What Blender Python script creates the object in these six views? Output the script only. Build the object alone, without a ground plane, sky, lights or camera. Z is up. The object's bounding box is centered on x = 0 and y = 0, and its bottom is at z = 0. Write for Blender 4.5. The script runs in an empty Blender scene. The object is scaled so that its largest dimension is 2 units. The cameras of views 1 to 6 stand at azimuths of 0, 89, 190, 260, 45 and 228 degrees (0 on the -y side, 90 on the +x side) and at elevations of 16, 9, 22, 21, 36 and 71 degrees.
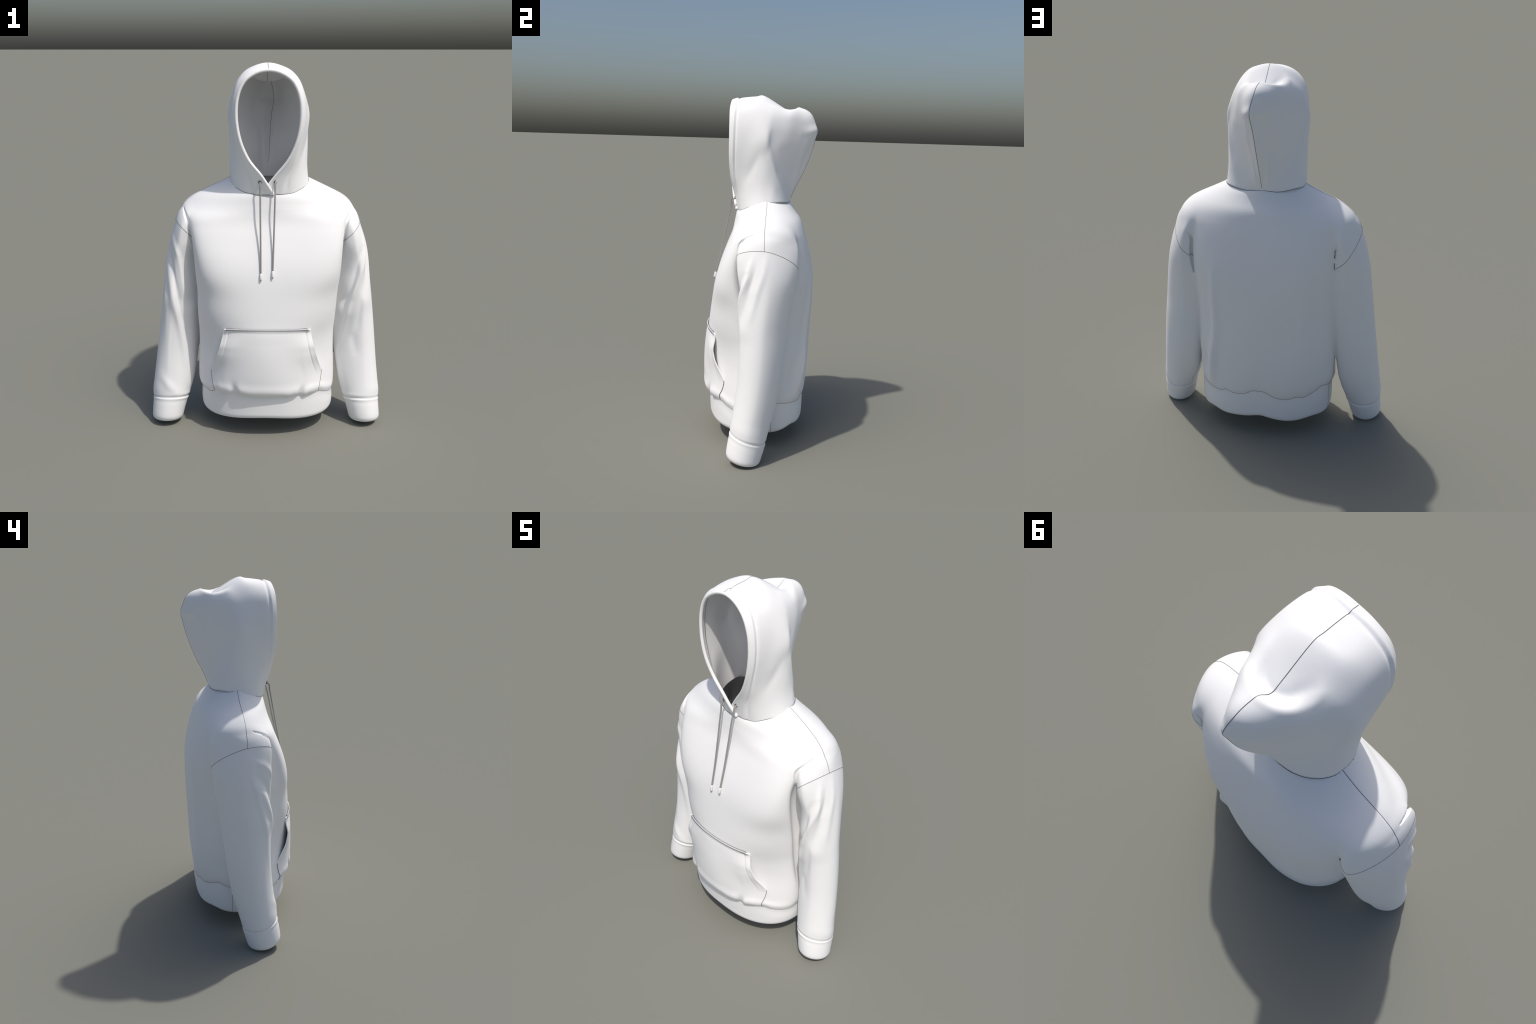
# A white pullover hoodie standing as if worn by nobody: hollow body, sleeves with
# ribbed cuffs, waistband, kangaroo pocket, raised hood, two drawstrings.
import bpy, math
import numpy as np

rng = np.random.default_rng(7)

# ------------------------------------------------------------------ helpers
def pchip(xs, ys):
    """Shape-preserving cubic through rows of a table; returns a function."""
    xs = np.asarray(xs, float); ys = np.asarray(ys, float)
    h = np.diff(xs); d = np.diff(ys) / h
    m = np.zeros_like(ys)
    m[0], m[-1] = d[0], d[-1]
    for i in range(1, len(xs) - 1):
        if d[i - 1] * d[i] > 0:
            w1, w2 = 2 * h[i] + h[i - 1], h[i] + 2 * h[i - 1]
            m[i] = (w1 + w2) / (w1 / d[i - 1] + w2 / d[i])
    def f(x):
        x = np.clip(x, xs[0], xs[-1])
        i = np.clip(np.searchsorted(xs, x) - 1, 0, len(xs) - 2)
        t = (x - xs[i]) / h[i]
        return ((1 + 2 * t) * (1 - t) ** 2 * ys[i] + t * (1 - t) ** 2 * h[i] * m[i]
                + t * t * (3 - 2 * t) * ys[i + 1] + t * t * (t - 1) * h[i] * m[i + 1])
    return f

def catmull(P, t_new, t=None):
    """Cubic (finite-difference Hermite) curve through points P at parameters t."""
    P = np.asarray(P, float)
    if t is None:
        t = np.r_[0, np.cumsum(np.linalg.norm(np.diff(P, axis=0), axis=-1))]
        t = t / t[-1]
    h = np.diff(t)
    sh = (-1,) + (1,) * (P.ndim - 1)
    d = np.diff(P, axis=0) / h.reshape(sh)
    m = np.empty_like(P)
    m[0], m[-1] = d[0], d[-1]
    if len(P) > 2:
        a = (h[1:] / (h[:-1] + h[1:])).reshape(sh)
        m[1:-1] = a * d[:-1] + (1 - a) * d[1:]
    i = np.clip(np.searchsorted(t, t_new) - 1, 0, len(t) - 2)
    u = ((t_new - t[i]) / h[i]).reshape(sh); hh = h[i].reshape(sh)
    return ((1 + 2 * u) * (1 - u) ** 2 * P[i] + u * (1 - u) ** 2 * hh * m[i]
            + u * u * (3 - 2 * u) * P[i + 1] + u * u * (u - 1) * hh * m[i + 1])

def sstep(a, b, x):
    t = np.clip((x - a) / (b - a), 0, 1)
    return t * t * (3 - 2 * t)

def gauss(x, s):
    return np.exp(-(x / s) ** 2)

def smin(a, b, k):
    h = np.clip(0.5 + 0.5 * (b - a) / k, 0, 1)
    return b + (a - b) * h - k * h * (1 - h)

def polyline_field(P, pts):
    """Distance to a smooth curve through pts and position (0..1) along it."""
    C = catmull(pts, np.linspace(0, 1, 8 * (len(pts) - 1) + 1))
    best = np.full(len(P), 1e9); pos = np.zeros(len(P))
    n = len(C) - 1
    for i in range(n):
        a, ab = C[i], C[i + 1] - C[i]
        t = np.clip((P - a) @ ab / max(ab @ ab, 1e-12), 0, 1)
        d = np.linalg.norm(P - a - t[:, None] * ab, axis=1)
        k = d < best
        best[k] = d[k]; pos[k] = (i + t[k]) / n
    return best, pos

# ------------------------------------------------------------------ materials
def fabric(name, base, dark, scale=260.0, bump=0.12, rough=0.92):
    m = bpy.data.materials.new(name); m.use_nodes = True
    nt = m.node_tree; N = nt.nodes; L = nt.links
    bsdf = N["Principled BSDF"]
    bsdf.inputs["Roughness"].default_value = rough
    bsdf.inputs["Specular IOR Level"].default_value = 0.25
    tc = N.new("ShaderNodeTexCoord")
    fine = N.new("ShaderNodeTexNoise"); fine.inputs["Scale"].default_value = scale
    fine.inputs["Detail"].default_value = 4.0
    broad = N.new("ShaderNodeTexNoise"); broad.inputs["Scale"].default_value = 9.0
    L.new(tc.outputs["Object"], fine.inputs["Vector"])
    L.new(tc.outputs["Object"], broad.inputs["Vector"])
    mixf = N.new("ShaderNodeMath"); mixf.operation = "MULTIPLY_ADD"
    L.new(broad.outputs["Fac"], mixf.inputs[0]); mixf.inputs[1].default_value = 0.35
    L.new(fine.outputs["Fac"], mixf.inputs[2])
    ramp = N.new("ShaderNodeValToRGB")
    ramp.color_ramp.elements[0].position = 0.35; ramp.color_ramp.elements[0].color = (*dark, 1)
    ramp.color_ramp.elements[1].position = 0.9; ramp.color_ramp.elements[1].color = (*base, 1)
    L.new(mixf.outputs[0], ramp.inputs["Fac"])
    L.new(ramp.outputs["Color"], bsdf.inputs["Base Color"])
    bp = N.new("ShaderNodeBump"); bp.inputs["Strength"].default_value = bump
    bp.inputs["Distance"].default_value = 0.002
    L.new(fine.outputs["Fac"], bp.inputs["Height"])
    L.new(bp.outputs["Normal"], bsdf.inputs["Normal"])
    return m

WHITE = (0.945, 0.945, 0.945)
M_BODY = fabric("white_fleece", WHITE, (0.915, 0.915, 0.917))
M_RIB = fabric("white_rib_knit", WHITE, (0.915, 0.915, 0.917), scale=320.0)
M_SEAM = fabric("seam_thread", (0.16, 0.16, 0.165), (0.12, 0.12, 0.125), bump=0.0)
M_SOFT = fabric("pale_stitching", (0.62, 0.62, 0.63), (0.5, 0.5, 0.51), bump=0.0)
M_CORD = fabric("grey_cord", (0.36, 0.35, 0.345), (0.24, 0.235, 0.23), scale=420.0, bump=0.5)
M_TIP = fabric("white_cord_tip", (0.85, 0.85, 0.85), (0.82, 0.82, 0.82), bump=0.0, rough=0.5)
M_EYE = fabric("eyelet_thread", (0.13, 0.13, 0.135), (0.09, 0.09, 0.095), bump=0.2)

# ------------------------------------------------------------------ object tools
root = bpy.data.objects.new("hoodie", None)
bpy.context.scene.collection.objects.link(root)
root["label"] = "white pullover hoodie with raised hood, pocket and drawstrings"
root["category"] = "hoodie"

def add_mesh(name, V, F, mat, parent=root, normals=None):
    me = bpy.data.meshes.new(name)
    F = np.asarray(F)
    if F.ndim == 2:
        k = F.shape[1]
        me.vertices.add(len(V)); me.vertices.foreach_set("co", np.asarray(V, np.float32).ravel())
        me.loops.add(F.size); me.loops.foreach_set("vertex_index", F.astype(np.int32).ravel())
        me.polygons.add(len(F))
        me.polygons.foreach_set("loop_start", np.arange(0, F.size, k, dtype=np.int32))
        me.update(calc_edges=True); me.validate()
    else:
        me.from_pydata([tuple(v) for v in V], [], [list(f) for f in F])
    me.polygons.foreach_set("use_smooth", np.ones(len(me.polygons), bool))
    if normals is not None and len(me.vertices) == len(normals):
        me.normals_split_custom_set_from_vertices([tuple(n) for n in normals])
    me.materials.append(mat)
    o = bpy.data.objects.new(name, me)
    bpy.context.scene.collection.objects.link(o)
    o.parent = parent
    return o

def tube(name, lines, radius, mat, parent=root, sides=8):
    """Thin thread or cord along one or several polylines, joined in one mesh."""
    VV, FF, off = [], [], 0
    for P in lines:
        P = np.asarray(P, float)
        if len(P) < 2: continue
        T = np.gradient(P, axis=0); T /= np.linalg.norm(T, axis=1, keepdims=True) + 1e-12
        ref = np.array([0.31, 0.17, 0.93]); ref /= np.linalg.norm(ref)
        A = np.cross(T, ref); bad = np.linalg.norm(A, axis=1) < 0.15
        A[bad] = np.cross(T[bad], [1.0, 0, 0])
        A /= np.linalg.norm(A, axis=1, keepdims=True) + 1e-12
        B = np.cross(T, A)
        r = np.full(len(P), radius) if np.isscalar(radius) else np.asarray(radius)
        a = np.linspace(0, 2 * np.pi, sides, endpoint=False)
        V = P[:, None] + r[:, None, None] * (A[:, None] * np.cos(a)[:, None] + B[:, None] * np.sin(a)[:, None])
        n = len(P); i, j = np.meshgrid(np.arange(n - 1), np.arange(sides), indexing="ij")
        j2 = (j + 1) % sides
        F = np.stack([i * sides + j, (i + 1) * sides + j, (i + 1) * sides + j2, i * sides + j2], -1).reshape(-1, 4)
        c0 = len(VV)
        V = np.concatenate([V.reshape(-1, 3), P[:1], P[-1:]])
        FF.append(F + off)
        e0, e1 = n * sides, n * sides + 1
        jj = np.arange(sides); k2 = (jj + 1) % sides
        FF.append(np.stack([np.full(sides, e0), jj, k2, np.full(sides, e0)], -1)[:, :4] + off)
        FF.append(np.stack([np.full(sides, e1), (n - 1) * sides + k2, (n - 1) * sides + jj, np.full(sides, e1)], -1) + off)
        VV.append(V); off += len(V)
    V = np.concatenate(VV)
    faces = []
    for F in FF:
        faces += [list(dict.fromkeys(f)) for f in F.tolist()]
    me = bpy.data.meshes.new(name)
    me.from_pydata([tuple(v) for v in V], [], faces)
    me.polygons.foreach_set("use_smooth", np.ones(len(me.polygons), bool))
    me.materials.append(mat)
    o = bpy.data.objects.new(name, me)
    bpy.context.scene.collection.objects.link(o); o.parent = parent
    return o

def vert_normals(V, F):
    n = np.zeros_like(V)
    a = np.cross(V[F[:, 2]] - V[F[:, 0]], V[F[:, 3]] - V[F[:, 1]])
    for k in range(4):
        np.add.at(n, F[:, k], a)
    return n / (np.linalg.norm(n, axis=1, keepdims=True) + 1e-12)

def smooth_line(P, it=6, closed=False):
    P = P.copy()
    for _ in range(it):
        Q = P.copy()
        Q[1:-1] = 0.5 * P[1:-1] + 0.25 * (P[:-2] + P[2:])
        if closed:
            Q[0] = 0.5 * P[0] + 0.25 * (P[-2] + P[1]); Q[-1] = Q[0]
        P = Q
    return P

def contour(V, F, g, keep):
    """Polylines where g = 0 on the quads whose corners are all in keep."""
    F = F[keep[F].all(1)]
    s = g[F] > 0
    F = F[s.any(1) & ~s.all(1)]
    seg = []
    for tri in (F[:, [0, 1, 2]], F[:, [0, 2, 3]]):
        st = g[tri] > 0
        t = tri[st.any(1) & ~st.all(1)]
        st = g[t] > 0
        odd = np.where(st.sum(1) == 1, st.argmax(1), (~st).argmax(1))
        r = np.arange(len(t))
        a, b, c = t[r, odd], t[r, (odd + 1) % 3], t[r, (odd + 2) % 3]
        seg += [((min(p, q), max(p, q)), (min(p, w), max(p, w))) for p, q, w in zip(a.tolist(), b.tolist(), c.tolist())]
    nb = {}
    for p, q in seg:
        nb.setdefault(p, []).append(q); nb.setdefault(q, []).append(p)
    def pt(e):
        i, j = e; t = g[i] / (g[i] - g[j])
        return V[i] + t * (V[j] - V[i])
    seen, lines = set(), []
    starts = [k for k in nb if len(nb[k]) == 1] + list(nb)
    for s0 in starts:
        if s0 in seen: continue
        line, cur = [s0], s0; seen.add(s0)
        while True:
            nx = [q for q in nb[cur] if q not in seen]
            if not nx: break
            cur = nx[0]; seen.add(cur); line.append(cur)
        closed = len(line) > 8 and line[0] in nb[line[-1]]
        P = np.array([pt(e) for e in line])
        if closed: P = np.vstack([P, P[:1]])
        if len(P) > 8:
            P = smooth_line(P, 8, closed)
            lines.append(P)
    return lines

# ------------------------------------------------------------------ body shape
# trunk cross-sections: height, left edge, right edge, front, back, exponent front, back
TRUNK = np.array([
    [0.04, -0.350, 0.368, -0.255, 0.268, 2.2, 2.5],
    [0.10, -0.362, 0.379, -0.270, 0.279, 2.2, 2.5],
    [0.16, -0.366, 0.382, -0.276, 0.284, 2.2, 2.5],
    [0.210, -0.364, 0.379, -0.279, 0.284, 2.2, 2.5],
    [0.232, -0.365, 0.380, -0.281, 0.285, 2.2, 2.5],
    [0.250, -0.374, 0.385, -0.293, 0.292, 2.2, 2.5],
    [0.29, -0.384, 0.389, -0.302, 0.298, 2.0, 2.5],
    [0.36, -0.388, 0.390, -0.305, 0.304, 1.9, 2.5],
    [0.47, -0.388, 0.390, -0.304, 0.309, 1.8, 2.6],
    [0.60, -0.388, 0.391, -0.297, 0.313, 1.95, 2.5],
    [0.70, -0.387, 0.394, -0.287, 0.318, 2.4, 2.45],
    [0.82, -0.384, 0.400, -0.272, 0.322, 2.8, 2.6],
    [0.93, -0.386, 0.406, -0.256, 0.321, 4.2, 2.9],
    [1.03, -0.392, 0.411, -0.229, 0.312, 5.2, 3.2],
    [1.08, -0.398, 0.415, -0.21, 0.302, 5.8, 3.1],
    [1.13, -0.406, 0.422, -0.192, 0.29, 5.8, 2.95],
    [1.17, -0.416, 0.432, -0.175, 0.28, 5, 2.8],
    [1.20, -0.428, 0.444, -0.164, 0.271, 4.6, 2.6],
    [1.225, -0.448, 0.464, -0.158, 0.263, 3.1, 2.45],
    [1.25, -0.452, 0.468, -0.153, 0.255, 2.2, 2.3],
    [1.30, -0.412, 0.434, -0.146, 0.238, 1.85, 2.05],
    [1.34, -0.343, 0.370, -0.139, 0.210, 1.7, 1.85],
    [1.36, -0.298, 0.328, -0.125, 0.198, 1.55, 1.7],
    [1.385, -0.246, 0.276, -0.110, 0.188, 1.5, 1.6],
    [1.40, -0.216, 0.245, -0.090, 0.180, 1.45, 1.5],
    [1.42, -0.185, 0.205, -0.060, 0.140, 1.4, 1.5],
    [1.45, -0.120, 0.145, -0.020, 0.090, 1.4, 1.5]])
def smooth_table(T, k, s_lo, s_mid, s_hi):
    """Row table -> smooth function of height, softer in the middle heights."""
    zz = np.arange(-0.2, 1.7, 0.002)
    v = pchip(T[:, 0], T[:, k])(zz)
    def blur(sig):
        w = np.exp(-0.5 * (np.arange(-60, 61) * 0.002 / sig) ** 2); w /= w.sum()
        return np.convolve(np.pad(v, 60, mode="edge"), w, mode="valid")
    a = sstep(0.36, 0.46, zz); b = sstep(1.08, 1.2, zz)
    c = sstep(1.24, 1.31, zz)
    out = (1 - a) * blur(s_lo) + a * (1 - b) * blur(s_mid) + b * (1 - c) * blur(0.6 * s_mid) + b * c * blur(s_hi)
    return lambda q: np.interp(q, zz, out)
TR = [smooth_table(TRUNK, k, 0.007, 0.035, 0.014) for k in range(1, 7)]
TRYC = pchip([0, 1.0, 1.15, 1.25, 1.5], [0.0, 0.0, 0.025, 0.03, 0.02])

# sleeve cross-sections: height, inner edge, outer edge, front, back, shear, exponent
SLEEVE = np.array([
    [-0.02, 0.486, 0.655, -0.158, 0.022, 0, 1.9],
    [0.03, 0.479, 0.654, -0.156, 0.03, 0, 1.9],
    [0.1, 0.462, 0.65, -0.147, 0.048, 0, 1.9],
    [0.13, 0.453, 0.648, -0.142, 0.056, 0, 1.9],
    [0.14, 0.447, 0.6495, -0.143, 0.0585, 0, 1.9],
    [0.148, 0.453, 0.643, -0.134, 0.0525, 0, 1.9],
    [0.16, 0.443, 0.649, -0.139, 0.061, 0, 1.85],
    [0.185, 0.437, 0.649, -0.136, 0.067, -0.04, 1.8],
    [0.25, 0.42, 0.642, -0.127, 0.084, -0.12, 1.75],
    [0.37, 0.4, 0.629, -0.113, 0.116, -0.2, 1.7],
    [0.47, 0.39, 0.619, -0.104, 0.134, -0.24, 1.68],
    [0.6, 0.378, 0.606, -0.1, 0.151, -0.26, 1.65],
    [0.74, 0.354, 0.592, -0.112, 0.168, -0.22, 1.55],
    [0.83, 0.342, 0.582, -0.11, 0.18, -0.18, 1.55],
    [0.91, 0.344, 0.571, -0.104, 0.194, -0.18, 1.55],
    [0.99, 0.348, 0.559, -0.11, 0.205, -0.12, 1.55],
    [1.08, 0.36, 0.538, -0.125, 0.213, -0.12, 1.55],
    [1.15, 0.35, 0.516, -0.124, 0.214, -0.12, 1.55],
    [1.2, 0.33, 0.502, -0.109, 0.203, -0.12, 1.55],
    [1.25, 0.3, 0.472, -0.074, 0.178, -0.06, 2],
    [1.3, 0.27, 0.415, -0.02, 0.13, 0, 2],
    [1.36, 0.24, 0.3, 0.01, 0.08, 0, 2]])
SL = [smooth_table(SLEEVE, k, 0.003, 0.03, 0.016) for k in range(1, 7)]

# waistband seam: bearing around the body (degrees, -90 = front) and height;
# it hangs lower at the sides and puckers irregularly where the fleece is gathered
SEAM_ROWS = np.array([
    [-180, .242], [-173, .224], [-160, .239], [-151, .240], [-145, .255], [-131, .262], [-122, .267], [-108, .259],
    [-96, .260], [-76, .260], [-69, .256], [-56, .264], [-53, .249], [-46, .258], [-36, .258], [-27, .237], [-10, .212],
    [5, .240], [16, .270], [20, .272], [29, .262], [47, .254], [55, .272], [62, .259], [70, .263], [77, .273], [82, .290],
    [92, .293], [100, .281], [104, .266], [112, .252], [121, .250], [128, .263], [134, .255], [140, .267], [147, .282],
    [153, .294], [158, .284], [164, .272], [170, .258], [180, .242]])
_deg = np.arange(-180, 181, 1.0)
_sv = pchip(SEAM_ROWS[:, 0], SEAM_ROWS[:, 1])(_deg)
_w = np.array([.08, .24, .36, .24, .08])
_sv = np.convolve(np.r_[_sv[-3:-1], _sv, _sv[1:3]], _w, mode="valid")
def band_seam_height(x, y):
    return np.interp(np.degrees(np.arctan2(y, x - 0.008)), _deg, _sv)

def band_floor(x, y):
    mid = np.exp(-(x / 0.20) ** 2)
    f = 0.090 + 0.024 * mid * sstep(-0.1, -0.22, y) + 0.020 * mid * sstep(0.05, 0.22, y)
    back = sstep(0.1, 0.22, y)
    return f + back * (0.010 * gauss(x - 0.005, 0.05) - 0.010 * gauss(x + 0.14, 0.09) + 0.015 * gauss(x + 0.30, 0.08) + 0.018 * gauss(x - 0.29, 0.06))

def sleeve_height(y, z):
    return z + 0.30 * (y + 0.04) * sstep(0.55, 0.2, z)

def cuff_floor(y):
    return 0.014 - 0.22 * (y + 0.07)

def slice_distance(x, y, cx, cy, a, b, n):
    soft = 0.10 * np.clip((2.3 - np.asarray(n)) / 0.4, 0, 1)            # keep diamond-like slices free of a hard ridge
    X = np.sqrt(((x - cx) / a) ** 2 + soft ** 2) - 0.05 * soft + 1e-9
    Y = np.sqrt(((y - cy) / b) ** 2 + soft ** 2) - 0.05 * soft + 1e-9
    s = X ** n + Y ** n
    q = s ** (1 / n)
    gx = (X / q) ** (n - 1) / a; gy = (Y / q) ** (n - 1) / b
    return (q - 1) / np.sqrt(gx * gx + gy * gy)

def smax(a, b, k): return -smin(-a, -b, k)

def trunk_field(x, y, z):
    shift = (band_seam_height(x, y) - 0.232) * sstep(0.09, 0.2, z) * sstep(0.60, 0.32, z)
    ze = z - shift
    xl, xr, yf, yb, nf, nb = (f(ze) for f in TR)
    yc = TRYC(z)
    fr = y < yc
    n = np.where(fr, nf, nb)
    b = np.where(fr, yc - yf, yb - yc)
    d = slice_distance(x, y, (xl + xr) / 2, yc, (xr - xl) / 2, b, n)
    return d

def neck_field(x, y, z):
    d = slice_distance(x, y, 0.011, 0.019, 0.201, np.where(y < 0.019, 0.146, 0.143), 2.2)
    return np.maximum(d, 1.24 - z)

def sleeve_field(x, y, z, side):
    zs = sleeve_height(y, z)
    i, o, yf, yb, sh, n = (f(zs) for f in SL)
    if side < 0: o = o - 0.002 - 0.012 * sstep(0.2, 0.7, zs); i = i - 0.004; yf = yf + 0.010 * gauss(zs - 1.08, 0.12)
    cy = (yf + yb) / 2
    i = i + 0.032 * sstep(cy + 0.02, cy - 0.10, y) * sstep(0.66, 0.76, z) * sstep(1.08, 0.97, z)
    xx = side * x - sh * (y - cy); cx = (i + o) / 2
    n = n + (np.maximum(n, 2.1) - n) * sstep(cx + 0.035, cx - 0.045, xx)          # fuller towards the body, flatter outside
    return slice_distance(xx, y, cx, cy, (o - i) / 2, (yb - yf) / 2, n)

# deep creases where sleeve and trunk press together. Each: side, front (-1) or back (1),
# rows of (height, radius, distance from the centre line or None to follow the valley)
CREASE_ROWS = [
    (1, -1, [(1.245, .003, .456), (1.222, .009, .444), (1.185, .012, None), (1.13, .012, None), (1.07, .008, None)]),
    (-1, -1, [(1.250, .003, .446), (1.230, .007, .434), (1.185, .012, None), (1.13, .014, None), (1.07, .008, None)]),
    (1, 1, [(1.165, .004, .400), (1.12, .013, None), (1.06, .016, None), (1.0, .014, None), (.93, .006, None)]),
    (-1, 1, [(1.150, .003, .382), (1.09, .006, None), (1.03, .006, None), (.95, .003, None)])]

def first_hit(field, x, z, facing):
    """Where a shape's surface lies when looked at from the front (-1) or the back (1)."""
    y = facing * np.linspace(0.40, -0.05, 451)
    X, Y = np.meshgrid(x, y, indexing="ij")
    f = field(X.ravel(), Y.ravel(), np.full(X.size, z)).reshape(X.shape)
    hit = (f < 0).argmax(1); ok = (f < 0).any(1)
    return np.where(ok, y[hit], -facing * 0.05)

def crease_lines():
    out = []
    for side, facing, rows in CREASE_ROWS:
        pts, rad = [], []
        for z, r, x in rows:
            xs = np.linspace(0.34, 0.47, 131) if x is None else np.array([x])
            yt = first_hit(trunk_field, side * xs, z, facing)
            ys = first_hit(lambda a, b, c: sleeve_field(a, b, c, side), side * xs, z, facing)
            outer = facing * np.maximum(facing * yt, facing * ys)
            k = int((facing * ys > facing * yt).argmax()) if x is None else 0
            pts.append((side * xs[k], outer[k] - facing * 0.15 * r, z)); rad.append(r)
        out.append((np.array(pts), rad))
    return out

CREASES = crease_lines()

# under the arm the trunk folds inwards behind its front edge, so a hollow stands between it
# and the sleeve. Rows: height, front edge (x, y), bottom of the fold (x, y), back edge (x, y)
HOLLOW = np.array([
    [0.22, .430, -.05, .425, .00, .430, .04],
    [0.30, .402, -.05, .390, .00, .402, .05],
    [0.38, .397, -.055, .372, -.005, .398, .06],
    [0.48, .395, -.07, .352, -.015, .396, .06],
    [0.58, .397, -.085, .345, -.025, .396, .06],
    [0.72, .402, -.10, .342, -.035, .396, .05],
    [0.85, .405, -.122, .348, -.055, .398, .03],
    [0.98, .411, -.140, .362, -.08, .403, .00],
    [1.07, .418, -.145, .384, -.095, .413, -.03],
    [1.14, .430, -.135, .413, -.095, .430, -.05],
    [1.20, .450, -.11, .450, -.090, .465, -.06],
    [1.26, .520, -.10, .520, -.080, .530, -.06]])
HOLLOW_ROW = [pchip(HOLLOW[:, 0], HOLLOW[:, k]) for k in range(1, 7)]

def hollow_field(x, y, z):
    d = np.full(len(x), 1.0)
    for s, dx in ((1, 0.0), (-1, -0.014)):
        m = (s * x > 0.28) & (y < 0.2) & (z > 0.2) & (z < 1.26)
        if not m.any(): continue
        X, Y, Z = s * x[m] - dx, y[m], z[m]
        cx, cy, ex, ey, bx, by = (f(Z) for f in HOLLOW_ROW)
        l1 = np.hypot(ex - cx, ey - cy) + 1e-6; l2 = np.hypot(bx - ex, by - ey) + 1e-6
        h1 = ((X - cx) * (ey - cy) - (Y - cy) * (ex - cx)) / l1      # behind the front edge
        h2 = ((X - bx) * (by - ey) - (Y - by) * (bx - ex)) / l2      # in front of the back edge
        d[m] = smax(-h1, -h2, 0.02)
    return d

def crease_field(P):
    d = np.full(len(P), 1.0)
    for pts, rad in CREASES:
        m = ((P > pts.min(0) - 0.06) & (P < pts.max(0) + 0.06)).all(1)
        if m.any():
            dd, t = polyline_field(P[m], pts)
            d[m] = np.minimum(d[m], dd - np.interp(t, np.linspace(0, 1, len(rad)), rad))
    return d

def body_field(P):
    x, y, z = P[:, 0], P[:, 1], P[:, 2]
    t = smin(trunk_field(x, y, z), neck_field(x, y, z), 0.005)
    t = smax(t, -hollow_field(x, y, z), 0.014)
    t = smax(t, band_floor(x, y) - z, 0.035)
    k = 0.006 + 0.012 * sstep(-0.05, 0.15, y) + 0.012 * sstep(1.18, 1.27, z)
    f = t
    for s in (1, -1):
        d = np.full(len(P), 1.0)
        m = s * x > 0.2
        v = smax(sleeve_field(x[m], y[m], z[m], s), cuff_floor(y[m]) - z[m], 0.035)
        v = smax(v, z[m] - 1.30, 0.04)          # the sleeve head is swallowed by the shoulder
        d[m] = v + 2.0 * np.maximum(0.27 - s * x[m], 0)
        f = smin(f, d, k)
    return smax(f, -crease_field(P), 0.005)

def surface_nets(lo, hi, h):
    n = np.ceil((hi - lo) / h).astype(int) + 1
    ax = [lo[i] + h * np.arange(n[i]) for i in range(3)]
    G = np.empty(n, np.float32)
    for i in range(n[0]):
        Y, Z = np.meshgrid(ax[1], ax[2], indexing="ij")
        P = np.stack([np.full(Y.size, ax[0][i]), Y.ravel(), Z.ravel()], 1)
        G[i] = body_field(P).reshape(Y.shape)
    S = G < 0
    c = np.zeros(n - 1, np.uint8)
    for dx in (0, 1):
        for dy in (0, 1):
            for dz in (0, 1):
                c += S[dx:n[0] - 1 + dx, dy:n[1] - 1 + dy, dz:n[2] - 1 + dz]
    act = (c > 0) & (c < 8)
    idx = np.full(n - 1, -1, np.int64); idx[act] = np.arange(act.sum())
    cells = np.argwhere(act)
    acc = np.zeros((len(cells), 3)); cnt = np.zeros(len(cells))
    corners = [np.array(v) for v in np.ndindex(2, 2, 2)]
    for a in corners:
        for axis in range(3):
            if a[axis]: continue
            b = a.copy(); b[axis] = 1
            ga = G[tuple((cells + a).T)]; gb = G[tuple((cells + b).T)]
            m = (ga < 0) != (gb < 0)
            t = ga[m] / (ga[m] - gb[m])
            p = np.tile(a.astype(float), (m.sum(), 1)); p[:, axis] += t
            acc[m] += p; cnt[m] += 1
    V = lo + h * (cells + acc / cnt[:, None])
    F = []
    for axis in range(3):
        u, w = (axis + 1) % 3, (axis + 2) % 3
        sl0 = [slice(None)] * 3; sl1 = [slice(None)] * 3
        sl0[axis] = slice(0, -1); sl1[axis] = slice(1, None)
        A, B = S[tuple(sl0)], S[tuple(sl1)]
        e = np.argwhere(A != B)
        ok = (e[:, u] > 0) & (e[:, w] > 0) & (e[:, u] < n[u] - 1) & (e[:, w] < n[w] - 1)
        e = e[ok]
        flip = ~A[tuple(e.T)]
        q = []
        for du, dw in ((-1, -1), (0, -1), (0, 0), (-1, 0)):
            k = e.copy(); k[:, u] += du; k[:, w] += dw
            q.append(idx[tuple(k.T)])
        q = np.stack(q, 1)
        q[flip] = q[flip][:, ::-1]
        F.append(q)
    return V, np.concatenate(F)

def project(V, it):
    e = 0.0015
    for _ in range(it):
        f = body_field(V)
        g = np.stack([body_field(V + e * np.eye(3)[k]) - body_field(V - e * np.eye(3)[k]) for k in range(3)], 1) / (2 * e)
        st = f[:, None] * g / (np.sum(g * g, 1, keepdims=True) + 0.05)
        L = np.linalg.norm(st, axis=1, keepdims=True)
        V = V - st * np.minimum(1, 0.006 / (L + 1e-12))
    return V

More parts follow.
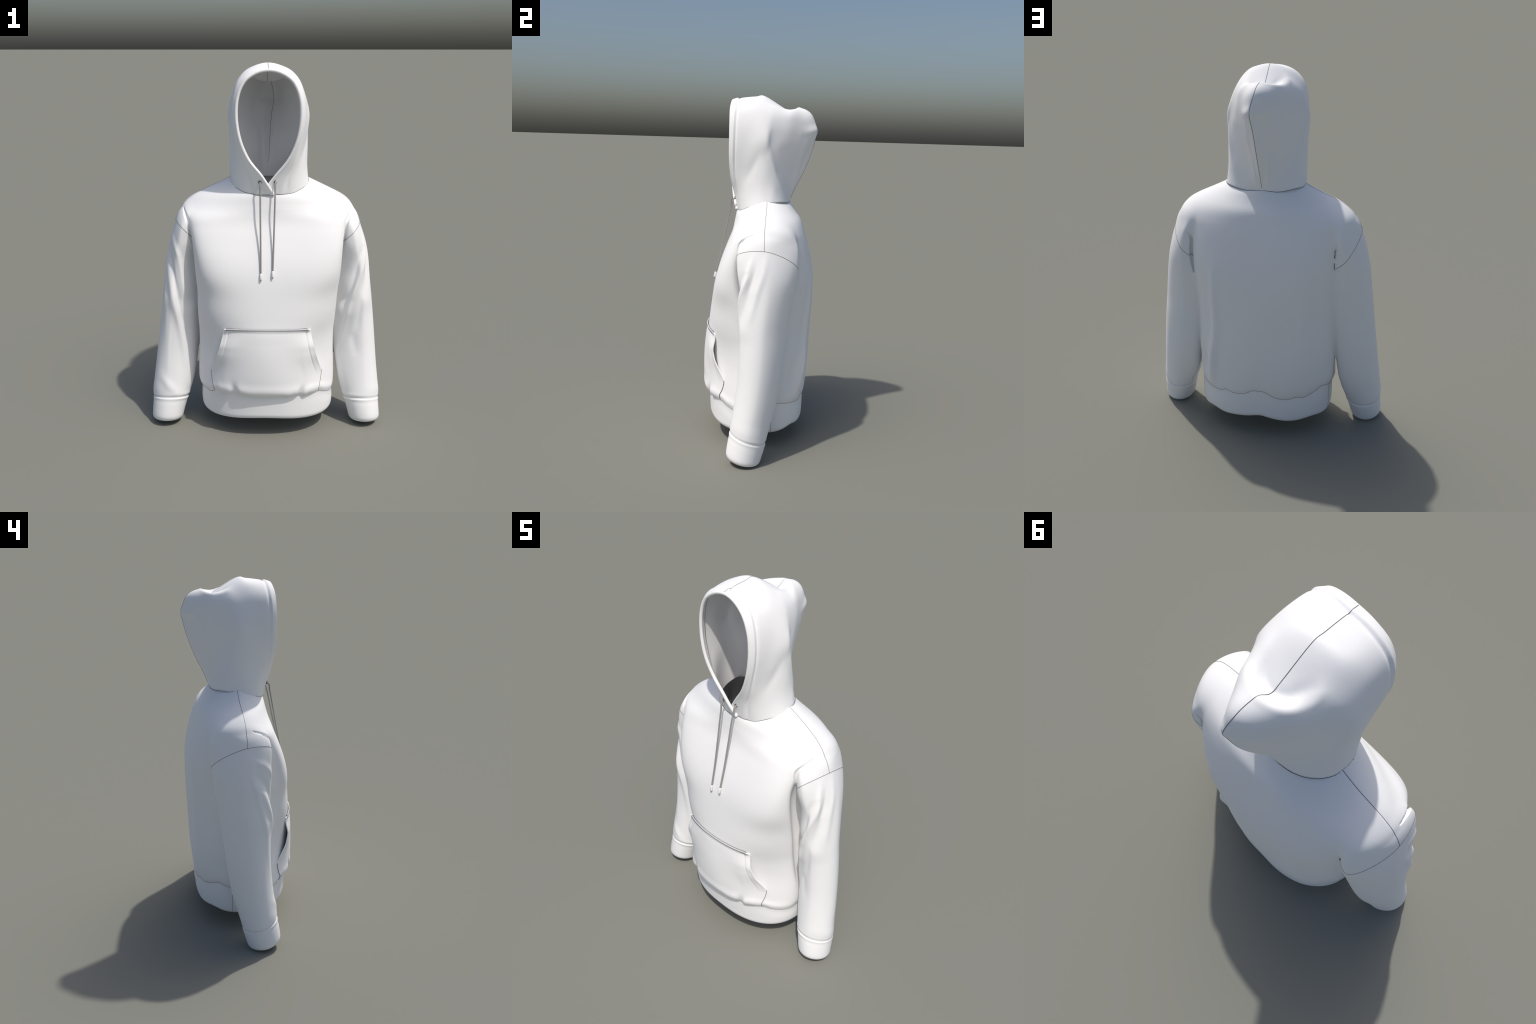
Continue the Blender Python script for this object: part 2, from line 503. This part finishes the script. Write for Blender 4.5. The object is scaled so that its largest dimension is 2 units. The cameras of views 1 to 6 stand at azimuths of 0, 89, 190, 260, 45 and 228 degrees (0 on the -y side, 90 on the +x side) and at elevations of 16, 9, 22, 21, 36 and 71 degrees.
def subdivide(V, F):
    E = np.sort(np.concatenate([F[:, [k, (k + 1) % 4]] for k in range(4)]), 1)
    key = E[:, 0] * len(V) + E[:, 1]
    uq, inv = np.unique(key, return_inverse=True)
    mid = 0.5 * (V[uq // len(V)] + V[uq % len(V)])
    nf = len(F); inv = inv.reshape(4, nf).T + len(V)
    cen = V[F].mean(1); ci = len(V) + len(uq) + np.arange(nf)
    out = [np.stack([F[:, k], inv[:, k], ci, inv[:, (k + 3) % 4]], 1) for k in range(4)]
    return np.concatenate([V, mid, cen]), np.concatenate(out)

def relax(V, F, it, lam=0.5):
    E = np.unique(np.sort(np.concatenate([F[:, [k, (k + 1) % 4]] for k in range(4)]), 1), axis=0)
    deg = np.bincount(E.ravel(), minlength=len(V))[:, None]
    for _ in range(it):
        s = np.zeros_like(V)
        for k in range(3):
            s[:, k] = (np.bincount(E[:, 0], V[E[:, 1], k], len(V)) + np.bincount(E[:, 1], V[E[:, 0], k], len(V)))
        V = V + lam * (s / np.maximum(deg, 1) - V)
    return V

V, F = surface_nets(np.array([-0.70, -0.36, -0.03]), np.array([0.70, 0.36, 1.46]), 0.0075)
V = project(V, 2)
V, F = subdivide(V, F)
V = relax(V, F, 1)
V = project(V, 2)
V = relax(V, F, 1, 0.4)

# ---- folds: soft ridges (+) and valleys (-) along curves: points, width, height
# folds are drawn as seen from the front or the back: (x, z) points
FOLDS = [
    (-1, [(-.510, 1.10), (-.478, 1.02), (-.464, .92), (-.442, .74)], 0.014, 0.009),
    (-1, [(-.552, 1.08), (-.535, .93), (-.515, .80), (-.480, .60), (-.455, .43), (-.442, .23)], 0.016, 0.007),
    (-1, [(-.530, 1.04), (-.508, .92), (-.478, .76), (-.458, .62)], 0.014, -0.012),
    (-1, [(-.585, .30), (-.545, .25), (-.490, .19)], 0.024, 0.005),
    (-1, [(.531, 1.11), (.528, 1.01), (.503, .89), (.470, .77), (.440, .60), (.415, .47), (.398, .36)], 0.012, 0.011),
    (-1, [(.515, 1.04), (.485, .90), (.450, .78), (.420, .68)], 0.014, -0.013),
    (-1, [(.548, .92), (.525, .78), (.515, .66), (.480, .50)], 0.020, -0.009),
    (-1, [(.475, .56), (.490, .50), (.500, .42)], 0.024, -0.005),
    (2, [(.035, 1.135), (.018, 1.04), (-.005, .969), (-.023, .90), (-.052, .78)], 0.018, 0.006),
    (2, [(-.035, 1.135), (-.057, 1.07), (-.072, .99), (-.088, .92), (-.105, .84)], 0.014, 0.006),
    (2, [(-.016, 1.10), (-.032, 1.04), (-.050, .97), (-.064, .89)], 0.014, -0.006),
    (-2, [(.010, 1.12), (.000, 1.02), (-.03, .90), (-.07, .74), (-.09, .56), (-.115, .36)], 0.016, 0.004),
    (1, [(.262, .58), (.272, .46), (.280, .37), (.286, .29)], 0.024, 0.014),
    (1, [(.322, .55), (.328, .42), (.330, .31)], 0.024, -0.012),
    (1, [(-.330, .50), (-.335, .40), (-.335, .31)], 0.024, -0.006),
    (1, [(.245, 1.02), (.250, .90), (.245, .72), (.250, .58), (.268, .42), (.280, .30)], 0.024, 0.015),
    (1, [(-.215, 1.00), (-.225, .82), (-.215, .66), (-.24, .48), (-.265, .32)], 0.032, 0.008),
    (1, [(-.10, .98), (-.11, .75), (-.12, .50), (-.13, .30)], 0.05, -0.004),
    (1, [(.12, .95), (.13, .72), (.14, .50), (.12, .30)], 0.05, -0.003),
]
def body_folds(V, N):
    D = np.zeros(len(V))
    for facing, pts, w, h in FOLDS:
        pts = np.array(pts)
        lo, hi = pts.min(0) - 3 * w, pts.max(0) + 3 * w
        ax = 1 if abs(facing) == 1 else 0                 # 1: front or back, 2: right or left side
        sg = 1 if facing > 0 else -1
        Q = V[:, [1 - ax, 2]]
        m = ((Q > lo) & (Q < hi)).all(1) & (N[:, ax] * sg > 0)
        if ax == 0: m &= V[:, 0] * sg > 0.43
        d, t = polyline_field(Q[m], pts)
        D[m] += h * gauss(d, w) * np.sin(np.pi * np.clip(t * 0.92 + 0.04, 0, 1)) ** 0.8 * sstep(0.0, 0.35, N[m, ax] * sg) * (1 if ax else sstep(0.43, 0.475, V[m, 0] * sg))
    return D
N = vert_normals(V, F)
V = V + N * body_folds(V, N)[:, None]

# ---- neck opening and hollow ends
def neck_height(y):
    return NECK(y)
NECK = pchip([-0.14, -0.10, -0.06, -0.03, 0.02, 0.05, 0.09, 0.12, 0.15, 0.17],
             [1.340, 1.351, 1.364, 1.375, 1.385, 1.396, 1.404, 1.405, 1.397, 1.393])
x, y, z = V.T
capband = (band_floor(x, y) - z) - trunk_field(x, y, z)
capcuff = np.where(x > 0, cuff_floor(y) - z - sleeve_field(x, y, z, 1), cuff_floor(y) - z - sleeve_field(x, y, z, -1))
on_sleeve_low = (np.abs(x) > 0.42) & (z < 0.12)
on_band_low = (np.abs(x) <= 0.42) & (z < 0.2)
gone = (z > neck_height(y) + 0.004) & (slice_distance(x, y, 0.017, 0.019, 0.2105, 0.150, 2.2) < 0.0)
gone |= on_band_low & (capband > 0.022)
gone |= on_sleeve_low & (capcuff > 0.022)
F = F[~gone[F].any(1)]
used = np.unique(F); remap = np.full(len(V), -1); remap[used] = np.arange(len(used))
V = V[used]; F = remap[F]
N = vert_normals(V, F)
x, y, z = V.T

# ---- part regions (as signed functions on the surface)
def plane_through(a, b, c):
    a, b, c = map(np.array, (a, b, c)); n = np.cross(b - a, c - a); n /= np.linalg.norm(n)
    return a, n
ARM = {}
for s, pts in ((1, ((0.512, 0.026, 1.166), (0.402, -0.132, 1.075), (0.387, 0.211, 1.014))),
               (-1, ((-0.494, 0.024, 1.174), (-0.384, -0.122, 1.093), (-0.381, 0.21, 1.006)))):
    a, n = plane_through(*pts)
    if n[2] > 0: n = -n
    ARM[s] = (V - a) @ n            # positive below the armhole seam: sleeve
sleeve_d = {s: np.where(s * x > 0.2, sleeve_field(x, y, z, s), 1.0) for s in (1, -1)}
trunk_d = trunk_field(x, y, z)
fm = np.minimum(sleeve_d[1], sleeve_d[-1])
near_sleeve = fm < trunk_d
g_band = band_seam_height(x, y) - z
g_cuff = 0.148 - sleeve_height(y, z)
part = np.zeros(len(V), int)                       # 0 front 1 back
seam_y = 0.034 - 0.012 * sstep(0.25, 0.5, np.abs(x)) + 0.06 * sstep(1.1, 0.95, z)
part[(y > seam_y)] = 1
for s, c in ((1, 2), (-1, 3)):
    part[(ARM[s] > 0) & (s * x > 0.37) & near_sleeve] = c
part[(g_band > 0) & ~near_sleeve & (np.abs(x) < 0.43)] = 4
for s, c in ((1, 5), (-1, 6)):
    part[(g_cuff > 0) & (s * x > 0.40) & near_sleeve] = c

# inner layer of the cloth
THICK = 0.007
nv = len(V)
Vin = V - N * THICK
ek = {}
E = np.concatenate([F[:, [k, (k + 1) % 4]] for k in range(4)])
key = np.sort(E, 1); kk = key[:, 0] * nv + key[:, 1]
_, inv, cnt = np.unique(kk, return_inverse=True, return_counts=True)
edge = E[cnt[inv] == 1]
rim = np.stack([edge[:, 1], edge[:, 0], edge[:, 0] + nv, edge[:, 1] + nv], 1)
VA = np.concatenate([V, Vin]); FA = np.concatenate([F, F[:, ::-1] + nv, rim])
NA = np.concatenate([N, -N])
votes = np.sort(part[FA % nv], 1)
fpart = votes[:, 1]
NAMES = ["front_panel", "back_panel", "sleeve", "sleeve", "waistband", "cuff", "cuff"]
made = {}
for c, nm in enumerate(NAMES):
    f = FA[fpart == c]
    u = np.unique(f); r = np.full(len(VA), -1); r[u] = np.arange(len(u))
    par = made[c - 3] if nm == "cuff" else root
    made[c] = add_mesh(nm, VA[u], r[f], M_RIB if nm in ("cuff", "waistband") else M_BODY, par, NA[u])

# ---- seams on the body
def lift(lines, n_off=0.0003): return lines
SEAM_R = 0.0011
def seam(name, g, keep, parent, r=SEAM_R, mat=M_SEAM, longest=None):
    lines = contour(V, F, g, keep)
    lines.sort(key=len, reverse=True)
    if longest: lines = lines[:longest]
    if lines: return tube(name, lines, r, mat, parent, 6)

for s, c in ((1, 2), (-1, 3)):
    seam("armhole_seam", ARM[s], (s * x > 0.375) & (z > 0.98) & (fm < trunk_d + 0.003), made[c], longest=3)
    seam("shoulder_seam", y - seam_y, (s * x > 0.19) & (ARM[s] < 0.002) & (z > 1.15), made[1], longest=1)
    seam("cuff_seam", g_cuff, (s * x > 0.40) & near_sleeve, made[c], r=0.0009, mat=M_SOFT, longest=1)
    seam("underarm_seam", y - 0.045, (s * x > 0.40) & (s * x < 0.53) & near_sleeve & (z < 0.4) & (z > 0.175), made[c], r=0.0010, longest=1)
    seam("side_seam", y - 0.09, (s * x > 0.3) & ~near_sleeve & (z < 0.45), made[4], r=0.0010, longest=1)
seam("waistband_seam", g_band, ~near_sleeve & (np.abs(x) < 0.43) & ((np.abs(x) > 0.285) | (y > 0)), made[4], longest=3)

# ------------------------------------------------------------------ hood
HX, HW = 0.011, 0.207                     # neck centre and half width
def neck_point(side, phi):
    """Point on the neck seam; phi 0 at front centre, 1 at the nape."""
    a = -math.pi / 2 + math.pi * phi
    cx = abs(math.cos(a)) ** (2 / 2.2); sy = math.copysign(abs(math.sin(a)) ** (2 / 2.2), math.sin(a))
    yy = 0.019 + (0.153 if sy < 0 else 0.150) * sy
    return np.array([side * 0.2105 * cx + 0.006 * cx, yy, float(neck_height(np.array([yy]))[0]) - 0.004])

# arches of the hood from the face opening to the nape. Each: seat on the neck seam,
# points up the side (half width, depth, height), point on the centre seam
ARCHES = [
    (0.00, [(.035, -.150, 1.440), (.105, -.172, 1.532), (.139, -.180, 1.606), (.158, -.183, 1.684), (.164, -.183, 1.753),
            (.157, -.183, 1.835), (.142, -.183, 1.882), (.118, -.182, 1.921), (.078, -.178, 1.951), (.040, -.175, 1.966)], (-.003, -.173, 1.971)),
    (0.120, [(.102, -.138, 1.440), (.137, -.150, 1.530), (.160, -.155, 1.610), (.179, -.155, 1.700), (.182, -.154, 1.780),
            (.172, -.152, 1.855), (.148, -.148, 1.915), (.106, -.143, 1.956), (.055, -.140, 1.977)], (-.004, -.137, 1.982)),
    (0.270, [(.163, -.094, 1.450), (.171, -.098, 1.550), (.190, -.092, 1.650), (.197, -.082, 1.750), (.185, -.073, 1.850),
            (.152, -.063, 1.930), (.102, -.055, 1.976), (.050, -.050, 1.990)], (-.005, -.045, 1.9955)),
    (0.468, [(.206, .000, 1.480), (.207, .002, 1.570), (.208, .010, 1.660), (.212, .022, 1.742), (.190, .030, 1.830),
            (.150, .033, 1.910), (.100, .034, 1.958), (.050, .033, 1.981)], (-.006, .033, 1.988)),
    (0.555, [(.204, .045, 1.480), (.205, .035, 1.580), (.200, .040, 1.670), (.189, .052, 1.750), (.172, .066, 1.832),
            (.144, .072, 1.900), (.108, .075, 1.940), (.055, .115, 1.932)], (-.008, .132, 1.928)),
    (0.61, [(.191, .078, 1.490), (.188, .066, 1.580), (.176, .077, 1.670), (.158, .108, 1.755), (.142, .126, 1.840),
            (.122, .132, 1.900), (.090, .138, 1.925), (.040, .158, 1.917)], (-.005, .166, 1.915)),
    (0.68, [(.166, .103, 1.490), (.161, .094, 1.580), (.147, .115, 1.670), (.136, .144, 1.757), (.124, .162, 1.840),
            (.109, .170, 1.893), (.075, .186, 1.921), (.030, .198, 1.931)], (.003, .203, 1.936)),
    (0.76, [(.136, .124, 1.490), (.131, .123, 1.580), (.122, .150, 1.670), (.114, .177, 1.760), (.103, .197, 1.835),
            (.085, .212, 1.882), (.055, .228, 1.912), (.025, .238, 1.928)], (.009, .240, 1.933)),
    (0.84, [(.099, .144, 1.490), (.098, .155, 1.580), (.092, .190, 1.670), (.081, .228, 1.760), (.068, .252, 1.825),
             (.048, .272, 1.872), (.025, .283, 1.894)], (.016, .287, 1.900)),
    (0.90, [(.067, .165, 1.490), (.067, .185, 1.580), (.058, .232, 1.670), (.044, .268, 1.752), (.026, .292, 1.798)], (.034, .314, 1.814)),
    (0.945, [(.043, .181, 1.470), (.041, .207, 1.550), (.033, .240, 1.630), (.020, .275, 1.690)], (.020, .300, 1.722)),
    (0.975, [(.026, .184, 1.450), (.022, .200, 1.500), (.012, .226, 1.540)], (.008, .243, 1.560)),
    (0.99, [(.012, .176, 1.420), (.008, .182, 1.440)], (.004, .197, 1.466)),
    (1.00, [(.0006, .1702, 1.3925), (.0003, .1703, 1.393)], (.000, .1704, 1.3935))]
HALF, ROWS = 90, 190
S = np.linspace(0, 1, HALF + 1)
arch_pts = []
for k, (phi, mids, top) in enumerate(ARCHES):
    sides = []
    for sd in (-1, 1):
        base = neck_point(sd, phi)
        m = [np.array((sd * w, yy, zz)) for w, yy, zz in mids]
        if k == 0:
            # the wearer's right edge crosses over the other one at the throat
            if sd < 0:
                base = np.array((0.024, -0.142, 1.344)); m[0] = np.array((-.036, -.163, 1.442))
                m.insert(0, np.array((-.008, -.156, 1.398)))
            else:
                base = np.array((-0.022, -0.130, 1.350)); m[0] = np.array((.036, -.152, 1.442))
                m.insert(0, np.array((.004, -.141, 1.398)))
        # rounded over the crown: let the curve run on to the other side
        tp = np.array((0.0, top[1], top[2]))
        sides.append(np.array([base] + m + [tp]))
    Lp, Rp = sides
    full = np.vstack([Lp, Rp[-2::-1]])
    t = np.r_[0, np.cumsum(np.linalg.norm(np.diff(full, axis=0), axis=1) + 1e-6)]
    tm = t[len(Lp) - 1]
    tt = np.r_[S * tm, tm + (t[-1] - tm) * S[1:]]
    C = catmull(full, tt, t)
    # slide the centre seam sideways, fading down the sides
    s_top = np.r_[S, S[-2::-1]]
    C[:, 0] += HX + top[0] * s_top ** 3
    arch_pts.append(C)
A = np.array(arch_pts)
dv = np.linalg.norm(np.diff(A, axis=0), axis=2).mean(1)
tv = np.r_[0, np.cumsum(dv)]; tv /= tv[-1]
rows_t = np.linspace(0, 1, ROWS) ** 1.0
H = catmull(A, rows_t, tv)                           # ROWS x (2 HALF + 1) x 3
v_hem = tv[1]
for _ in range(14):
    Q = H.copy()
    Q[1:-1, 1:-1] += 0.12 * (H[2:, 1:-1] + H[:-2, 1:-1] + H[1:-1, 2:] + H[1:-1, :-2] - 4 * H[1:-1, 1:-1])
    w = sstep(v_hem, v_hem * 2, rows_t)[:, None, None]
    H = H + w * (Q - H)

def grid_normals(G):
    du = np.gradient(G, axis=1); dw = np.gradient(G, axis=0)
    n = np.cross(dw, du)
    return n / (np.linalg.norm(n, axis=2, keepdims=True) + 1e-9)
HN = grid_normals(H)
# make normals point outwards
cen = np.array([HX, 0.03, 1.68])
if np.mean(np.sum((H - cen) * HN, 2)) < 0: HN = -HN
HN[-1] = HN[-2]
hem = sstep(v_hem * 1.03, v_hem * 0.70, rows_t)[:, None]
low = sstep(0.0, 0.08, np.r_[S, S[-2::-1]])[None, :]
D = 0.006 * hem * np.ones_like(low) - 0.0032 * gauss(rows_t - v_hem * 1.04, 0.010)[:, None] * low
HOOD_FOLDS = [
    ([(-.06, .24, 1.815), (.00, .285, 1.812), (.055, .298, 1.808), (.10, .24, 1.80)], 0.026, 0.010),
    ([(-.080, .053, 1.946), (-.106, .092, 1.932), (-.085, .150, 1.924), (-.040, .190, 1.928), (.020, .205, 1.936), (.070, .187, 1.926), (.110, .150, 1.905)], 0.016, 0.006),
    ([(-.062, .085, 1.937), (-.030, .145, 1.922), (.010, .162, 1.918), (.050, .145, 1.922), (.085, .105, 1.935)], 0.018, -0.007),
    ([(.214, .022, 1.78), (.217, .030, 1.74), (.207, .062, 1.62), (.178, .105, 1.50), (.130, .150, 1.41)], 0.020, 0.006),
    ([(-.195, .025, 1.78), (-.200, .030, 1.73), (-.190, .062, 1.62), (-.160, .105, 1.50), (-.115, .150, 1.41)], 0.022, 0.003),
    ([(.19, -.10, 1.50), (.205, -.06, 1.58), (.210, -.01, 1.68)], 0.022, -0.004)]
Hp = H.reshape(-1, 3)
Df = np.zeros(len(Hp))
for pts, w, h in HOOD_FOLDS:
    d, t = polyline_field(Hp, np.array(pts))
    Df += h * gauss(d, w) * np.sin(np.pi * np.clip(t * 0.9 + 0.05, 0, 1)) ** 0.8
D = D + Df.reshape(D.shape)
H = H + HN * D[..., None]
HN2 = grid_normals(H)
if np.mean(np.sum((H - cen) * HN2, 2)) < 0: HN2 = -HN2
HN2[-1] = HN2[-2]
HN = HN2
nu = 2 * HALF + 1
thick = 0.006 + 0.010 * sstep(v_hem * 1.04, v_hem * 0.93, rows_t)
inner = H - HN * thick[:, None, None]
# rounded rim between outer and inner layers
T0 = H[0] - H[1]; T0 /= np.linalg.norm(T0, axis=1, keepdims=True)
rimrows = []
mid = 0.5 * (H[0] + inner[0]); rad = thick[0] / 2
for a in np.linspace(0, np.pi, 8)[1:-1]:
    rimrows.append(mid + rad * (HN[0] * math.cos(a) + T0 * math.sin(a)))
stack = np.concatenate([inner[::-1], np.array(rimrows)[::-1], H])
R = len(stack)
i, j = np.meshgrid(np.arange(R - 1), np.arange(nu - 1), indexing="ij")
HF = np.stack([i * nu + j, i * nu + j + 1, (i + 1) * nu + j + 1, (i + 1) * nu + j], -1).reshape(-1, 4)
HV = stack.reshape(-1, 3)
n_test = vert_normals(HV, HF)
k = (R - 60) * nu + HALF // 2
if n_test[k] @ HN[ROWS - 60, HALF // 2] < 0: HF = HF[:, ::-1]
n_all = vert_normals(HV, HF)
row_of = HF.min(1) // nu
inner_n = ROWS
hem_rows = int(np.searchsorted(rows_t, v_hem))
rim_lo = ROWS - hem_rows; rim_hi = ROWS + len(rimrows) + hem_rows
is_hem = (row_of >= rim_lo) & (row_of < rim_hi)
left = ((HF % nu).max(1) <= HALF)
hood_parent = bpy.data.objects.new("hood", None)
def sub(mask, nm, mat, parent):
    f = HF[mask]; u = np.unique(f); r = np.full(len(HV), -1); r[u] = np.arange(len(u))
    return add_mesh(nm, HV[u], r[f], mat, parent, n_all[u])
bpy.data.objects.remove(hood_parent)
hood = sub(~is_hem, "hood", M_BODY, root)
hood_hem = sub(is_hem, "hood_hem", M_BODY, hood)
tube("crown_seam", [smooth_line(H[:-3, HALF], 3) + HN[:-3, HALF] * 0.0003], SEAM_R, M_SEAM, hood, 6)
tube("crown_seam", [inner[:-3, HALF] - HN[:-3, HALF] * 0.0003], SEAM_R * 0.8, M_SEAM, hood, 6)
neck_line = np.vstack([H[2:, 0], H[-2:1:-1, -1]]) + np.array([0, 0, 0.0025])
rad = neck_line - np.array([HX, 0.019, 0]); rad[:, 2] = 0
rad /= np.linalg.norm(rad, axis=1, keepdims=True)
neck_line = neck_line + rad * np.where(neck_line[:, 1:2] > 0.1, 0.0022, 0.0010)
for step, n in ((np.array([0, 0, 0.0006]), 16),):   # lay the thread on the outermost cloth
    for _ in range(n):
        neck_line = neck_line + step * (body_field(neck_line) < 0.0004)[:, None]
neck_line = smooth_line(neck_line, 6)
tube("neck_seam", [neck_line], SEAM_R, M_SEAM, hood, 6)
hr = hem_rows
rl = hr + 1
tube("hem_stitching", [inner[rl] - HN[rl] * 0.0003], 0.0011, M_SEAM, hood_hem, 6)

# ------------------------------------------------------------------ pocket
def front_surface(xx, zz):
    """Depth of the body's front at (x, z), found by marching inwards."""
    yy = np.full(xx.shape, -0.40).ravel(); X = xx.ravel(); Z = zz.ravel()
    for _ in range(40):
        f = body_field(np.stack([X, yy, Z], 1))
        yy = yy + np.clip(f, -0.02, 0.02) * 0.8
    return yy.reshape(xx.shape)

PU, PV = 120, 100
u = np.linspace(-1, 1, PU); v = np.linspace(0, 1, PV)          # v: 0 top, 1 bottom
half_r = pchip([0, 0.06, 0.19, 0.28, 0.38, 0.485, 0.60, 0.68, 0.71, 1.0], [0.237, 0.240, 0.250, 0.258, 0.267, 0.279, 0.293, 0.303, 0.3035, 0.286])(v)
half_r = np.convolve(np.pad(half_r, 5, mode='edge'), np.ones(11) / 11, mode='valid')
half_l = half_r - pchip([0, 0.68, 1.0], [0.013, 0.005, 0.007])(v)
PX = np.where(u[None, :] < 0, half_l[:, None], half_r[:, None]) * u[None, :]
top = 0.650 - 0.013 * np.abs(u) ** 2.5
yfr = -0.285 * np.clip(1 - np.abs((PX[-1] - 0.008) / 0.378) ** 2.2, 0, 1) ** (1 / 2.2)
bot = band_seam_height(PX[-1], yfr) + 0.003
PZ = top[None, :] + (bot - top)[None, :] * v[:, None]
PY = front_surface(PX, PZ)
e = 0.004
fx = (front_surface(PX + e, PZ) - PY) / e; fz = (front_surface(PX, PZ + e) - PY) / e
PN = np.stack([fx, -np.ones_like(fx), fz], -1); PN /= np.linalg.norm(PN, axis=-1, keepdims=True)
openv = sstep(0.0, 0.28, v) * sstep(0.73, 0.36, v)
edge_u = np.abs(u)[None, :]
bulge = 0.012 * np.sin(np.pi * np.clip(v, 0, 1)) ** 0.6
lift = (0.036 * openv)[:, None] * edge_u ** 3          # the slanted openings stand away from the body
gap = 0.004 + bulge[:, None] * sstep(1.0, 0.72, edge_u)
hemu = sstep(0.88, 0.905, edge_u) * sstep(0.74, 0.62, v)[:, None]
gap = gap + (0.007 * gauss(v - 0.92, 0.09))[:, None] * sstep(1.0, 0.85, edge_u)
for px, pz, wx, wz, hh in ((-.172, .295, .020, .034, .014), (-.105, .250, .022, .022, .009), (.192, .285, .016, .030, .014), (.10, .25, .02, .02, .004)):
    gap = gap - hh * np.exp(-((PX - px) / wx) ** 2 - ((PZ - pz) / wz) ** 2)
gap = np.maximum(gap, 0.003) + 0.006 * sstep(0.05, 0.0, v)[:, None] * sstep(1.0, 0.93, edge_u)
gap = gap + 0.0025 * hemu - 0.0022 * gauss(edge_u - 0.885, 0.011) * sstep(0.74, 0.62, v)[:, None]
PP = np.stack([PX, PY - lift, PZ], -1) + PN * np.array([0.3, 1, 1]) * gap[..., None]
PN = np.cross(np.gradient(PP, axis=0), np.gradient(PP, axis=1)); PN /= np.linalg.norm(PN, axis=-1, keepdims=True)
PN *= -np.sign(PN[..., 1:2])
PT = 0.006
rows = np.concatenate([PP.reshape(-1, 3), (PP - PN * PT).reshape(-1, 3)])
i, j = np.meshgrid(np.arange(PV - 1), np.arange(PU - 1), indexing="ij")
q = np.stack([i * PU + j, (i + 1) * PU + j, (i + 1) * PU + j + 1, i * PU + j + 1], -1).reshape(-1, 4)
b = np.concatenate([np.arange(PU), np.arange(1, PV) * PU + PU - 1, (PV - 1) * PU + np.arange(PU - 2, -1, -1), np.arange(PV - 2, -1, -1) * PU])
nb = len(b); base = 2 * PU * PV
rows = np.concatenate([rows, rows[b], rows[b + PU * PV]])
k = np.arange(nb - 1) + base
side_q = np.stack([k, k + 1, k + 1 + nb, k + nb], 1)
PF = np.concatenate([q, q[:, ::-1] + PU * PV, side_q])
pocket = add_mesh("pocket", rows, PF, M_BODY, root)
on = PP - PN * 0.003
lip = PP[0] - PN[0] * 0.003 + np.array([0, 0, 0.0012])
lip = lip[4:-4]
tube("pocket_top_grey_band", [lip], 0.0042, M_SOFT, pocket, 8)  # grey tube along the pocket's top edge, between two thin dark lines
tube("pocket_seam", [PP[0, 4:-4] - PN[0, 4:-4] * 0.0060 + np.array([0, 0, 0.0052])], 0.0013, M_SEAM, pocket, 6)
tube("pocket_seam", [PP[0, 2:-2] + PN[0, 2:-2] * 0.0010 + np.array([0, 0, -0.0026])], 0.0012, M_SEAM, pocket, 6)
v0 = int(0.68 * PV)
for c in (0, -1):
    out = np.array([-0.0016 if c == 0 else 0.0016, 0, 0])
    tube("pocket_seam", [PP[v0:, c] - PN[v0:, c] * 0.0012 + out], 0.0014, M_SEAM, pocket, 6)

# ------------------------------------------------------------------ drawstrings
def drawstring(name, pts, tip_len=0.034):
    P = catmull(np.array(pts), np.linspace(0, 1, 60))
    o = tube(name, [P], 0.0043, M_CORD, hood, 12)
    d = P[-1] - P[-4]; d /= np.linalg.norm(d)
    q = P[-1] - d * 0.002
    prof = [(0.0, 0.0050), (0.003, 0.0062), (tip_len - 0.004, 0.0062), (tip_len, 0.0045)]
    tube("cord_tip", [np.array([q + d * a for a, _ in prof])], [r for _, r in prof], M_TIP, o, 14)
    tube("cord_knot", [np.array([q + d * (tip_len - 0.001), q + d * (tip_len + 0.003), q + d * (tip_len + 0.006)])], [0.004, 0.0036, 0.001], M_CORD, o, 10)
    return o
drawstring("drawstring", [(-0.034, -0.150, 1.412), (-0.033, -0.166, 1.408), (-0.032, -0.178, 1.36), (-0.031, -0.200, 1.24), (-0.029, -0.234, 1.06), (-0.028, -0.259, 0.948)])
drawstring("drawstring", [(0.047, -0.134, 1.412), (0.046, -0.152, 1.408), (0.045, -0.170, 1.36), (0.042, -0.196, 1.24), (0.037, -0.233, 1.06), (0.034, -0.257, 0.962)])
for ex, ey in ((-0.034, -0.160), (0.047, -0.148)):
    a = np.linspace(0, 2 * np.pi, 25)
    ring = np.stack([ex + 0.0065 * np.cos(a), ey + 0.004 * np.cos(a) * np.sign(ex), 1.411 + 0.0065 * np.sin(a)], 1)
    tube("eyelet", [ring], 0.0026, M_EYE, hood, 8)
